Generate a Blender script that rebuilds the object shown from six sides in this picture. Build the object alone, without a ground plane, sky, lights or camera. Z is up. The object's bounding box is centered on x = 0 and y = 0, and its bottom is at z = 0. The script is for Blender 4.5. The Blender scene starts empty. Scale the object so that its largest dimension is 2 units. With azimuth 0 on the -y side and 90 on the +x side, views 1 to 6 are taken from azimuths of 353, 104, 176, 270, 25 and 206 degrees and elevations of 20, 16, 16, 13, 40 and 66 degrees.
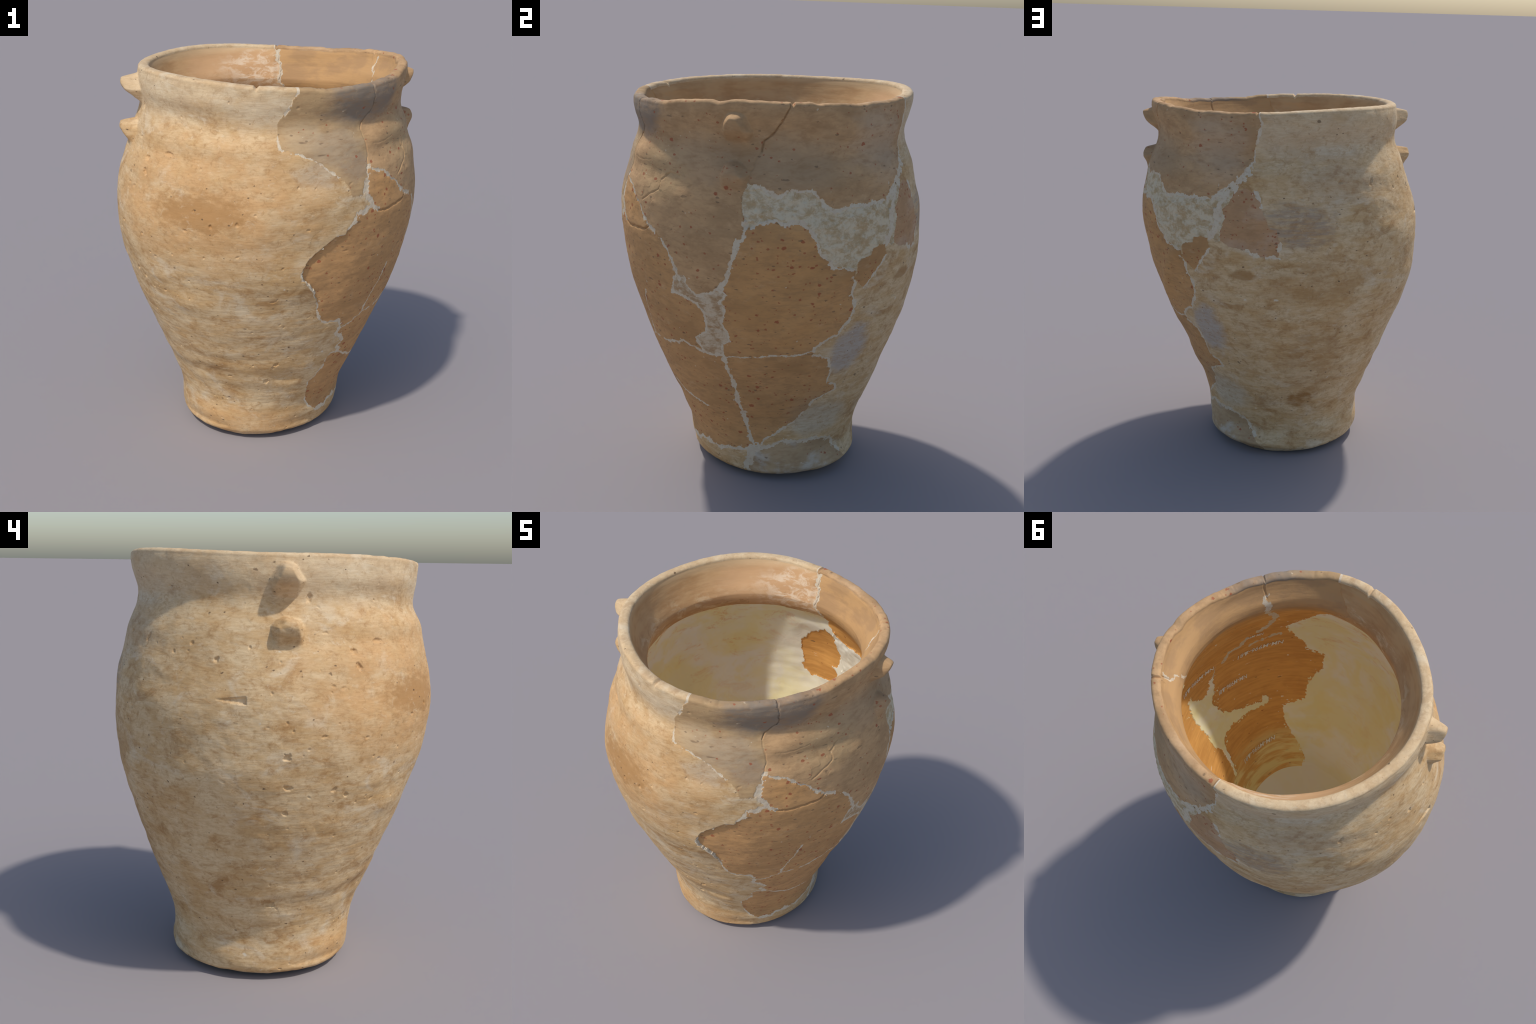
import bpy, math, random
import numpy as np

# ---------------------------------------------------------------------------
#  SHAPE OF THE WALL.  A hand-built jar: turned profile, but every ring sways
#  off the axis and is a little oval.  Each station of the profile:
#  height, mean radius, sway (x, y), oval (cos2, sin2), three-lobe, four-lobe
# ---------------------------------------------------------------------------
PROFILE = [
    (0.00, 0.3787, -0.0626, 0.0439, -0.0103, 0.0016, 0.0024, -0.0091, 0.0007, -0.0060),
    (0.03, 0.4233, -0.0573, 0.0502, -0.0032, 0.0028, 0.0021, -0.0015, 0.0000, 0.0017),
    (0.07, 0.4398, -0.0503, 0.0577, -0.0052, 0.0075, -0.0065, -0.0014, -0.0009, -0.0067),
    (0.12, 0.4415, -0.0531, 0.0444, 0.0011, -0.0020, 0.0006, -0.0002, -0.0038, -0.0004),
    (0.20, 0.4416, -0.0468, 0.0358, -0.0004, -0.0036, 0.0018, -0.0027, 0.0018, 0.0001),
    (0.28, 0.4604, -0.0428, 0.0311, -0.0021, -0.0085, -0.0011, -0.0040, 0.0024, 0.0009),
    (0.36, 0.4875, -0.0423, 0.0290, -0.0035, -0.0140, -0.0015, -0.0056, 0.0050, -0.0032),
    (0.46, 0.5316, -0.0376, 0.0276, -0.0025, -0.0120, -0.0011, -0.0049, 0.0027, -0.0003),
    (0.60, 0.5876, -0.0355, 0.0262, 0.0000, -0.0112, -0.0027, -0.0050, -0.0023, -0.0012),
    (0.75, 0.6474, -0.0281, 0.0215, 0.0051, -0.0091, -0.0004, -0.0038, 0.0004, -0.0012),
    (0.90, 0.6997, -0.0245, 0.0203, 0.0070, -0.0102, 0.0002, -0.0018, 0.0001, -0.0028),
    (1.05, 0.7424, -0.0204, 0.0119, 0.0091, -0.0107, 0.0047, 0.0044, 0.0022, -0.0016),
    (1.20, 0.7667, -0.0125, 0.0078, 0.0102, -0.0024, 0.0031, 0.0021, 0.0025, -0.0018),
    (1.35, 0.7717, 0.0006, 0.0059, 0.0125, 0.0006, 0.0033, 0.0091, 0.0032, 0.0008),
    (1.45, 0.7552, 0.0128, 0.0063, 0.0112, 0.0018, -0.0031, 0.0112, 0.0081, 0.0031),
    (1.55, 0.7326, 0.0196, 0.0048, 0.0102, 0.0029, -0.0019, 0.0072, 0.0045, 0.0003),
    (1.62, 0.7123, 0.0238, 0.0095, 0.0061, 0.0022, -0.0000, 0.0133, 0.0043, 0.0007),
    (1.68, 0.6957, 0.0252, 0.0044, 0.0048, -0.0003, -0.0006, 0.0080, 0.0026, -0.0020),
    (1.74, 0.6705, 0.0263, 0.0030, 0.0057, -0.0004, -0.0022, 0.0052, 0.0023, -0.0000),
    (1.80, 0.6617, 0.0303, -0.0015, 0.0031, 0.0043, -0.0016, 0.0049, 0.0027, -0.0032),
    (1.86, 0.6703, 0.0323, -0.0022, 0.0017, 0.0026, -0.0014, 0.0046, 0.0017, -0.0021),
    (1.92, 0.6724, 0.0373, 0.0038, 0.0022, -0.0044, 0.0033, 0.0067, 0.0067, 0.0038),
    (1.99, 0.6725, 0.0453, 0.0005, -0.0053, -0.0071, 0.0030, 0.0084, 0.0094, 0.0034),
]
# rim crest: (mean, cos1, sin1, cos2, sin2, ...) of its height
RIM_HEIGHT = [1.9729, -0.015, 0.0198, 0.0064, 0.0038, 0.0099, -0.0001, 0.0019, 0.0012, 0.0002, -0.0006]


def harmonics(theta, count):
    cols = [np.ones_like(theta)]
    for k in range(1, count + 1):
        cols += [np.cos(k * theta), np.sin(k * theta)]
    return np.stack(cols, -1)


def spline_weights(knots, x):
    """matrix that evaluates a natural cubic spline through knots at x"""
    n = len(knots)
    h = np.diff(knots)
    A = np.eye(n)
    B = np.zeros((n, n))
    for i in range(1, n - 1):
        A[i, i - 1], A[i, i], A[i, i + 1] = h[i - 1], 2 * (h[i - 1] + h[i]), h[i]
        B[i, i - 1], B[i, i], B[i, i + 1] = 6 / h[i - 1], -6 / h[i - 1] - 6 / h[i], 6 / h[i]
    M = np.linalg.solve(A, B)
    i = np.clip(np.searchsorted(knots, x) - 1, 0, n - 2)
    t = x - knots[i]
    hh = h[i]
    a = hh - t
    W = np.zeros((len(x), n))
    r = np.arange(len(x))
    W[r, i] += a / hh
    W[r, i + 1] += t / hh
    W += (a ** 3 / (6 * hh) - a * hh / 6)[:, None] * M[i] + (t ** 3 / (6 * hh) - t * hh / 6)[:, None] * M[i + 1]
    return W


_P = np.array(PROFILE)
STATION_Z, STATION_R = _P[:, 0], _P[:, 1:]
_zf = np.linspace(0, 2.02, 809)                        # fine lookup in height
_RF = spline_weights(STATION_Z, np.clip(_zf, 0, 1.99)) @ STATION_R


def outer_radius(theta, z):
    f = np.clip(z, 0, 2.02) / 2.02 * 808
    i = np.clip(f.astype(int), 0, 807)
    w = (f - i)[..., None]
    c = _RF[i] * (1 - w) + _RF[i + 1] * w
    return (c * harmonics(theta, (STATION_R.shape[1] - 1) // 2)).sum(-1)


def rim_height(theta):
    return harmonics(theta, 5) @ np.array(RIM_HEIGHT)


def smooth(a, b, x):
    t = np.clip((x - a) / (b - a), 0, 1)
    return t * t * (3 - 2 * t)


def ang(theta_deg, centre):
    return (theta_deg - centre + 180) % 360 - 180


# wall thickness, by depth below the crest, at several angles round the jar: the
# old sherds are thin, the plaster backing of the restored side is thick
WALL_DEPTH = [0.00, 0.05, 0.12, 0.18, 0.24, 0.32, 0.42, 0.55, 0.75, 1.00, 1.30, 1.60, 2.00]
_SHERD = [0.034, 0.058, 0.084, 0.098, 0.096, 0.082, 0.070, 0.064, 0.062, 0.062, 0.062, 0.062, 0.070]
_STEP = [0.040, 0.064, 0.090, 0.106, 0.098, 0.080, 0.071, 0.067, 0.066, 0.067, 0.067, 0.067, 0.073]
WALL = [(-180, [0.040, 0.068, 0.106, 0.138, 0.146, 0.148, 0.150, 0.160, 0.182, 0.195, 0.190, 0.175, 0.155]),
        (-162, [0.040, 0.068, 0.108, 0.138, 0.138, 0.130, 0.130, 0.145, 0.172, 0.185, 0.180, 0.165, 0.150]),
        (-132, [0.040, 0.066, 0.104, 0.132, 0.132, 0.120, 0.116, 0.122, 0.132, 0.136, 0.132, 0.126, 0.120]),
        (-100, [0.038, 0.060, 0.088, 0.104, 0.112, 0.110, 0.106, 0.106, 0.112, 0.116, 0.116, 0.114, 0.110]),
        (-76, [0.036, 0.058, 0.084, 0.097, 0.096, 0.088, 0.084, 0.082, 0.082, 0.080, 0.076, 0.074, 0.074]),
        (-45, _SHERD), (74.6, _SHERD), (77.4, _STEP),
        (92, [0.040, 0.064, 0.092, 0.108, 0.100, 0.092, 0.090, 0.092, 0.098, 0.112, 0.112, 0.110, 0.100]),
        (117, [0.040, 0.064, 0.094, 0.118, 0.116, 0.112, 0.112, 0.116, 0.126, 0.134, 0.138, 0.132, 0.124]),
        (150, [0.040, 0.066, 0.102, 0.132, 0.134, 0.128, 0.126, 0.138, 0.160, 0.174, 0.172, 0.162, 0.142])]
FLOOR_Z = 0.16


def sherd_side(theta):
    """1 on the side made of old sherds, 0 on the restored side"""
    d = np.degrees(theta)
    return smooth(-135, -72, ang(d, 0)) * smooth(93, 76, ang(d, 0))


_ta = np.array([k for k, _ in WALL] + [180.0])
_tt = np.array([v for _, v in WALL] + [WALL[0][1]])


def thickness(theta, z):
    depth = rim_height(theta) - z
    d = ang(np.degrees(theta), 0)
    i = np.clip(np.searchsorted(_ta, d, side='right') - 1, 0, len(_ta) - 2)
    w = (d - _ta[i]) / (_ta[i + 1] - _ta[i])
    w = w * w * (3 - 2 * w)
    f = np.interp(depth, WALL_DEPTH, np.arange(len(WALL_DEPTH)))
    j = np.clip(f.astype(int), 0, len(WALL_DEPTH) - 2)
    v = f - j
    a = _tt[i, j] * (1 - v) + _tt[i, j + 1] * v
    b = _tt[i + 1, j] * (1 - v) + _tt[i + 1, j + 1] * v
    t = a * (1 - w) + b * w
    # lumps and hollows of the backing plaster: angle, height, half sizes, amount
    for a0, z0, wa, wz, amount in [(8, 1.53, 11, 0.12, 0.020), (-8, 1.86, 22, 0.06, 0.012), (-5, 1.47, 10, 0.08, 0.016), (73, 1.29, 7, 0.10, 0.015), (71, 1.70, 14, 0.05, -0.014),
                                   (-65, 1.30, 9, 0.12, -0.010), (-100, 0.80, 12, 0.20, -0.020), (-131, 1.22, 12, 0.08, 0.018), (175, 1.40, 14, 0.10, 0.020),
                                   (143, 1.00, 18, 0.15, 0.016), (78, 1.05, 8, 0.15, 0.015), (-121, 1.87, 14, 0.05, 0.012)]:
        t = t + amount * np.exp(-(ang(d, a0) / wa) ** 2 - ((z - z0) / wz) ** 2)
    return t


def inner_radius(theta, z):
    return outer_radius(theta, z) - thickness(theta, z)

# ---------------------------------------------------------------------------
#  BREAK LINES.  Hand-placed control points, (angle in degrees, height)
# ---------------------------------------------------------------------------
crack_right_rim = [(20.3, 2.02), (20.1, 1.979), (18.3, 1.932), (16.8, 1.891), (14.1, 1.844), (10.7, 1.807),
                   (10.1, 1.763), (7.9, 1.711), (6.4, 1.657), (6.0, 1.631)]
crack_left_rim = [(-50.8, 2.02), (-50.8, 1.932), (-51.5, 1.917), (-50.5, 1.862), (-50.8, 1.80), (-55.7, 1.756), (-57.1, 1.726),
                  (-56.7, 1.671), (-55.9, 1.617), (-57.2, 1.555)]
edge_right = [(75.3, 2.02), (75.3, 1.978), (77.6, 1.925), (76.6, 1.865), (74.7, 1.80), (74.6, 1.735), (72.4, 1.68),
              (67.7, 1.622), (62.0, 1.576), (59.5, 1.541)]
top_of_rough = [(57.3, 1.532), (47.1, 1.532), (40.8, 1.53), (35.0, 1.515), (31.8, 1.538), (28.6, 1.59), (25.5, 1.61),
                (23.1, 1.602), (19.1, 1.601), (16.2, 1.575), (14.2, 1.591), (8.5, 1.621)]
left_of_rough = [(5.2, 1.482), (4.7, 1.545), (4.0, 1.574), (4.9, 1.601), (6.0, 1.631)]
bottom_of_rough = [(7.7, 1.44), (10.1, 1.46), (13.6, 1.475), (16.4, 1.472), (18.7, 1.46), (23.5, 1.471), (25.5, 1.455), (27.5, 1.424),
                   (28.7, 1.382), (30.3, 1.334), (33.9, 1.286), (35.0, 1.258), (37.7, 1.252), (44.3, 1.236)]
right_of_rough = [(45.6, 1.279), (50.4, 1.294), (52.0, 1.325), (57.5, 1.336), (62.5, 1.32), (62.8, 1.355), (64.2, 1.44),
                  (63.7, 1.48), (65.6, 1.512), (67.5, 1.56), (68.5, 1.60)]
edge_left_neck = [(-85.1, 2.02), (-85.1, 1.945), (-87.5, 1.892), (-88.9, 1.851), (-92.0, 1.81), (-93.4, 1.782), (-93.4, 1.737), (-92.8, 1.678)]
under_left_neck = [(-92.8, 1.678), (-89.8, 1.668), (-85.0, 1.648), (-80.6, 1.617), (-76.8, 1.59), (-73.0, 1.553), (-70.4, 1.531),
                   (-68.5, 1.505), (-67.5, 1.485), (-66.4, 1.44), (-61.7, 1.434), (-59.5, 1.455)]
seam_wedge_left = [(-57.2, 1.555), (-58.4, 1.507), (-59.9, 1.463), (-59.1, 1.412), (-56.5, 1.376)]
seam_shoulder = [(-57.0, 1.546), (-55.2, 1.539), (-49.0, 1.515), (-44.3, 1.473), (-39.5, 1.436), (-37.0, 1.395), (-31.5, 1.355),
                 (-28.6, 1.35), (-26.0, 1.326), (-22.9, 1.275), (-21.1, 1.24), (-19.7, 1.198), (-18.0, 1.137)]
crack_wedge = [(-53.1, 1.341), (-48.7, 1.332), (-42.3, 1.337), (-36.2, 1.345), (-33.8, 1.365)]
edge_left_body = [(-53.0, 1.352), (-57.6, 1.369), (-60.7, 1.352), (-64.1, 1.352), (-64.9, 1.313), (-67.5, 1.289), (-68.6, 1.261),
                  (-72.4, 1.25), (-76.7, 1.212), (-79.0, 1.186), (-82.1, 1.155), (-84.1, 1.12), (-85.0, 1.083), (-84.9, 1.049),
                  (-82.4, 1.016), (-79.3, 0.966), (-77.5, 0.912), (-76.5, 0.841), (-74.5, 0.792), (-71.0, 0.77), (-63.2, 0.753),
                  (-61.4, 0.714), (-62.5, 0.671), (-57.9, 0.636), (-55.7, 0.60), (-57.7, 0.575), (-56.2, 0.545)]
edge_left_low = [(-55.0, 0.525), (-60.6, 0.53), (-63.6, 0.492), (-63.0, 0.451), (-66.4, 0.394), (-71.1, 0.357), (-71.8, 0.314), (-70.6, 0.254),
                 (-68.9, 0.203), (-65.2, 0.159), (-57.0, 0.124)]
edge_foot = [(-57.0, 0.124), (-46.7, 0.126), (-35.5, 0.148), (-29.0, 0.142), (-22.3, 0.137), (-13.1, 0.157), (-6.3, 0.158), (3.6, 0.172), (8.8, 0.196)]
seam_upright = [(8.8, 0.19), (5.9, 0.237), (4.4, 0.289), (2.5, 0.391), (0.7, 0.438), (-0.4, 0.503), (-1.3, 0.585), (-3.0, 0.662), (-4.0, 0.731), (-4.2, 0.768)]
seam_level = [(-61.0, 0.70), (-54.0, 0.723), (-47.8, 0.757), (-40.0, 0.756), (-34.4, 0.765), (-27.0, 0.79), (-22.7, 0.812), (-20.1, 0.797), (-13.4, 0.77), (-4.3, 0.762), (0.8, 0.775),
              (9.6, 0.776), (16.5, 0.795), (25.5, 0.788), (31.9, 0.801), (34.8, 0.815)]
seam_faint = [(-41.6, 1.02), (-43.6, 0.94), (-46.3, 0.86), (-48.1, 0.80), (-48.2, 0.757)]
seam_short = [(-56.0, 0.53), (-53.9, 0.514), (-46.0, 0.472), (-43.0, 0.464), (-37.0, 0.44), (-30.6, 0.424), (-25.1, 0.412), (-22.3, 0.406)]
seam_arm = [(-2.7, 1.123), (-0.3, 1.198), (1.9, 1.276), (3.3, 1.345), (5.2, 1.407), (6.0, 1.439), (6.0, 1.47)]
y_patch = [(-19.0, 1.175), (-21.5, 1.15), (-22.6, 1.08), (-17.5, 1.065), (-11.9, 1.049), (-9.6, 1.001), (-9.0, 0.946), (-10.3, 0.891), (-15.3, 0.848), (-13.3, 0.776),
           (-4.3, 0.762), (-3.9, 0.835), (-0.6, 0.865), (-1.5, 0.916), (-3.1, 0.959), (-1.5, 1.052), (-2.9, 1.07), (-0.5, 1.116),
           (-2.6, 1.143), (-6.9, 1.104), (-11.5, 1.087), (-14.2, 1.111), (-16.3, 1.172)]
edge_right_body = [(44.7, 1.188), (45.0, 1.11), (47.6, 1.055), (47.9, 1.01), (47.2, 0.965), (45.1, 0.936), (42.9, 0.889), (38.8, 0.867), (34.8, 0.835), (34.3, 0.808)]
edge_right_low = [(34.5, 0.785), (42.0, 0.76), (45.4, 0.68), (45.8, 0.603), (52.5, 0.569), (54.0, 0.544), (49.0, 0.516), (44.6, 0.494), (41.6, 0.489), (40.9, 0.435),
                  (37.8, 0.388), (35.3, 0.348), (29.4, 0.323), (22.0, 0.275), (15.3, 0.234), (13.8, 0.205)]
small_sherd = [(45.3, 1.237), (45.6, 1.279), (50.4, 1.294), (52.0, 1.325), (57.5, 1.336), (58.3, 1.275), (56.0, 1.228), (54.0, 1.195),
               (52.5, 1.173), (49.8, 1.132), (47.3, 1.16), (45.1, 1.194)]
pink_sherd = [(68.0, 1.578), (72.0, 1.601), (76.3, 1.574), (78.1, 1.545), (79.1, 1.511), (80.9, 1.446), (82.5, 1.411), (85.3, 1.402),
              (86.4, 1.325), (86.2, 1.262), (79.7, 1.252), (77.4, 1.261), (73.7, 1.284), (65.4, 1.305), (62.8, 1.32), (62.8, 1.349),
              (63.6, 1.392), (64.2, 1.446), (63.6, 1.481), (65.6, 1.509), (67.0, 1.546)]
foot_sherd = [(10.0, 0.171), (19.9, 0.202), (27.8, 0.231), (39.5, 0.22), (51.0, 0.222), (59.2, 0.213), (66.5, 0.19), (68.5, 0.15),
              (71.5, 0.13), (73.0, 0.11), (74.9, 0.08), (79.3, 0.03), (79, -0.05), (2, -0.05), (3.0, 0.053), (4.8, 0.102), (7.2, 0.14)]
spall_line = [(-20.5, 1.62), (-25.5, 1.628), (-30.0, 1.585), (-29.5, 1.545), (-35.0, 1.51), (-38.5, 1.48)]
spall_short = [(-52.5, 1.655), (-45.5, 1.65), (-38.0, 1.665)]

rev = lambda p: p[::-1]
SHERD_OUTLINES = [
    # (outline, kind of clay, proud of the wall)
    (crack_right_rim + left_of_rough[-1:] + rev(top_of_rough) + rev(edge_right), 'neck_sherd', 0.001),
    (crack_left_rim + seam_shoulder + [(-14, 1.10), (-7, 1.10)] + seam_arm + left_of_rough + rev(crack_right_rim), 'neck_sherd', 0.001),
    (edge_left_neck + under_left_neck + rev(seam_wedge_left) + rev(crack_left_rim), 'smoked_sherd', 0.001),
    (seam_wedge_left + crack_wedge + [(-33, 1.36)] + rev(seam_shoulder[:7]), 'body_sherd', 0.001),
    (edge_left_body[:21] + [(-61, 0.72)] + seam_level[1:3] + rev(seam_faint) + [(-36, 1.20), (-33.8, 1.365)] + rev(crack_wedge), 'body_sherd', 0.0),
    ([(-33.8, 1.365), (-36, 1.20)] + seam_faint + seam_level[3:10] + [(-9, 0.9), (-10, 1.05), (-16, 1.12), (-18, 1.137)] + rev(seam_shoulder[6:]), 'body_sherd', 0.0),
    (seam_arm + bottom_of_rough + edge_right_body + rev(seam_level[9:]) + [(-3, 0.95), (-1, 1.1)], 'body_sherd', 0.0),
    (small_sherd, 'body_sherd', 0.0),
    (pink_sherd, 'pink_sherd', 0.0),
    (edge_left_body[21:] + seam_short[1:] + [(-12, 0.41), (1.2, 0.43)] + seam_upright[5:] + rev(seam_level[:10]), 'body_sherd', 0.0),
    (edge_left_low + edge_foot + seam_upright[1:5] + [(-12, 0.41)] + rev(seam_short), 'body_sherd', 0.0),
    (seam_upright + seam_level[9:] + edge_right_low, 'body_sherd', 0.0),
    (foot_sherd, 'foot_sherd', 0.0),
]
ROUGH_PATCH = left_of_rough + rev(top_of_rough) + [(60, 1.545), (64, 1.585), (68.5, 1.60)] + rev(right_of_rough) + rev(bottom_of_rough) + [(6, 1.44)]
# white joins: (line, width, share of the length that is filled)
PLASTER_JOINS = [
    (seam_shoulder[1:6], 0.013, 1.0), (seam_shoulder[5:9], 0.020, 0.55), (seam_shoulder[8:], 0.018, 0.75),
    (seam_wedge_left, 0.026, 0.85), (seam_arm, 0.024, 0.9), (seam_upright, 0.026, 0.9),
    (seam_level[:6], 0.009, 0.5), (seam_level[4:10], 0.018, 0.7), (seam_level[9:], 0.010, 0.6), (seam_faint, 0.009, 0.6),
    (seam_short, 0.014, 0.95), (edge_left_body[:6], 0.026, 0.85), (edge_left_body[5:13], 0.009, 0.35), (edge_left_body[12:21], 0.012, 0.5), (edge_left_body[20:], 0.026, 0.9),
    (edge_left_low, 0.012, 0.5), (edge_foot, 0.026, 0.9), (edge_right_body, 0.016, 0.7), (edge_right_low, 0.014, 0.55),
    ([(44.3, 1.20), (45.2, 1.17), (45.6, 1.13), (44.7, 1.10)], 0.018, 1.0), (small_sherd[5:10], 0.014, 0.7),
    (edge_right, 0.013, 0.6), (edge_right[6:], 0.04, 0.9), ([(58.5, 1.34), (60.5, 1.40), (62, 1.50), (63.5, 1.56), (68, 1.60)], 0.045, 1.0), (pink_sherd[2:5], 0.024, 0.8), (pink_sherd[8:13], 0.018, 0.6),
    (edge_left_neck[1:], 0.012, 0.30), (under_left_neck, 0.012, 0.28),
    (y_patch, 0.014, 0.7), (top_of_rough, 0.018, 0.75), (bottom_of_rough, 0.018, 0.75),
    (foot_sherd[:7], 0.022, 0.8), (foot_sherd[6:10], 0.024, 0.8), ([(9, 0.19), (5, 0.12), (3, 0.05)], 0.05, 0.9),
]
OPEN_CRACKS = [  # (line, width, depth)
    (crack_right_rim[:7], 0.0040, 0.011), (crack_right_rim[5:], 0.004, 0.004), (crack_left_rim[:5], 0.0028, 0.004),
    (crack_left_rim[3:7], 0.0042, 0.009), (crack_left_rim[6:], 0.0035, 0.0035), (crack_wedge, 0.0055, 0.010),
    (spall_line, 0.005, 0.004), (spall_short, 0.003, 0.0015),
    ([(44.3, 1.236), (44.7, 1.19)], 0.0035, 0.006), (edge_left_body[7:11], 0.004, 0.005),
]
# inside of the jar
INNER_OLD = [(75, 2.02), (75, 1.93), (73, 1.86), (73.5, 1.79), (70.4, 1.734), (66.7, 1.61), (61.1, 1.575), (55.2, 1.575), (60, 1.40), (54, 1.22), (48, 1.08),
             (47.5, 1.0), (45, 0.93), (42, 0.88), (35, 0.83), (34.3, 0.80), (42, 0.75), (46, 0.62), (50, 0.55), (40, 0.44),
             (24, 0.28), (8, 0.17), (-13.5, 0.139), (-26.0, 0.16), (-41.3, 0.145), (-50.6, 0.135), (-58.7, 0.145), (-64.1, 0.235), (-72.1, 0.298), (-69.2, 0.37),
             (-63.8, 0.459), (-60.8, 0.511), (-56.4, 0.601), (-55.6, 0.68), (-55, 0.745), (-61.1, 0.768), (-63.0, 0.758), (-70.8, 0.80), (-71.1, 0.904),
             (-74.9, 0.979), (-79.4, 1.052), (-78.7, 1.093), (-79.9, 1.164), (-75.7, 1.187), (-69.6, 1.231), (-69, 1.259), (-63.7, 1.329), (-60.9, 1.42),
             (-64.2, 1.46), (-69, 1.52), (-77, 1.63), (-88.6, 1.74), (-94.5, 1.774), (-89.7, 1.841), (-86.5, 1.886), (-85.1, 1.95), (-85.1, 2.02)]
INNER_PINK = [(86.5, 1.492), (78.9, 1.571), (71.6, 1.613), (66.4, 1.58), (66.4, 1.489), (64.5, 1.463), (66.0, 1.374), (69.9, 1.352), (65.9, 1.303),
              (69.6, 1.255), (74.2, 1.255), (81.4, 1.241), (85.5, 1.282), (86.6, 1.316), (84.9, 1.338), (86.3, 1.431)]
INNER_Y = [(-2.4, 1.213), (-5.6, 1.22), (-5.3, 1.172), (-10.3, 1.122), (-14.1, 1.118), (-17.4, 1.153), (-18.3, 1.191), (-21.9, 1.205), (-20.6, 1.161),
           (-15.0, 1.017), (-16.0, 0.949), (-21.5, 0.868), (-29.5, 0.837), (-36.3, 0.825), (-43.4, 0.813), (-44.9, 0.856), (-47.6, 0.829), (-46.9, 0.784),
           (-38.4, 0.773), (-31.4, 0.782), (-24.1, 0.765), (-19.0, 0.77), (-12.6, 0.757), (-8.0, 0.722), (-5.4, 0.638), (-0.9, 0.486), (1.7, 0.487),
           (-2.3, 0.622), (-3.6, 0.724), (-0.9, 0.773), (-1.5, 0.886), (-1.0, 1.03), (-0.9, 1.148)]
INNER_ISLAND = [(2, 1.44), (1, 1.52), (4, 1.60), (12, 1.60), (22, 1.615), (30, 1.60), (38, 1.575), (47.1, 1.589), (55.2, 1.575), (61.1, 1.575), (66.7, 1.62), (66, 1.50), (63, 1.40), (63, 1.28),
                (55, 1.20), (46, 1.20), (36, 1.24), (30, 1.31), (26, 1.42), (18, 1.43), (8, 1.40)]
INNER_JOINS = [([(-50.2, 1.84), (-50.5, 1.726), (-54.9, 1.643), (-53.0, 1.487), (-47.5, 1.428)], 0.030, 0.95),
               ([(-27.8, 1.267), (-31.6, 1.323), (-36.5, 1.329), (-40.7, 1.40)], 0.022, 0.95),
               ([(-42.6, 1.298), (-50.9, 1.321), (-57.4, 1.351)], 0.016, 0.9),
               ([(17.3, 1.95), (17.3, 1.894), (13.3, 1.861), (6.7, 1.742)], 0.010, 0.7),
               ([(75, 1.98), (75, 1.93), (73, 1.86), (73.5, 1.79), (70.4, 1.734)], 0.018, 1.0),
               ([(-21.5, 1.2), (-24, 1.26)], 0.006, 1.0)]
INNER_CRACKS = [([(-50.8, 2.02), (-49.9, 1.887), (-50.4, 1.834)], 0.004, 0.006), ([(20.3, 2.02), (17.3, 1.894)], 0.004, 0.008),
                ([(-46, 0.62), (-38, 1.02), (-36, 1.06)], 0.0001, 0.0)]
NECK_STEP = 0.255        # how far below the crest the painted inner neck ends

# lugs: angle, height of the tip, how far it stands out, tip half height, rise above, fall below
LUGS = [(183.6, 1.906, 0.082, 0.022, 0.020, 0.082), (184.1, 1.702, 0.077, 0.009, 0.016, 0.100),
        (1.1, 1.880, 0.062, 0.024, 0.022, 0.060), (1.3, 1.684, 0.049, 0.012, 0.018, 0.080)]

# chips along the rim: angle, width in degrees, depth
CHIPS = [(20.3, 0.6, 0.014), (-50.9, 0.4, 0.009), (-101.0, 0.9, 0.012), (75.5, 0.5, 0.007), (-72, 6, 0.006), (-33, 7, 0.007),
         (-5, 3.0, 0.006), (30, 3, 0.005), (48, 5, 0.004)]

# ---------------------------------------------------------------------------
#  tools
# ---------------------------------------------------------------------------
def hash3(ix, iy, iz, seed):
    h = (ix * 374761393 + iy * 668265263 + iz * 2147483647 + seed * 974634619) & 0xFFFFFFFF
    h = ((h ^ (h >> 13)) * 1274126177) & 0xFFFFFFFF
    h = ((h ^ (h >> 16)) * 2246822519) & 0xFFFFFFFF
    return ((h ^ (h >> 15)) & 0xFFFF) / 32767.5 - 1.0


def noise3(p, scale, seed):
    """smooth value noise in -1..1, p is (..., 3)"""
    q = p * np.asarray(scale, float) + 91.7
    i = np.floor(q).astype(np.int64)
    f = q - i
    f = f * f * f * (f * (f * 6 - 15) + 10)
    out = 0
    for a in (0, 1):
        wa = f[..., 0] if a else 1 - f[..., 0]
        for b in (0, 1):
            wb = f[..., 1] if b else 1 - f[..., 1]
            for c in (0, 1):
                wc = f[..., 2] if c else 1 - f[..., 2]
                out = out + wa * wb * wc * hash3(i[..., 0] + a, i[..., 1] + b, i[..., 2] + c, seed)
    return out


def box_of(poly, th, z, pad_th, pad_z):
    p = np.array(poly)
    lo, hi = p.min(0), p.max(0)
    mid = (lo[0] + hi[0]) / 2
    d = ang(th, mid)
    m = (np.abs(d) <= (hi[0] - lo[0]) / 2 + pad_th) & (z >= lo[1] - pad_z) & (z <= hi[1] + pad_z)
    return np.nonzero(m), mid


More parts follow.
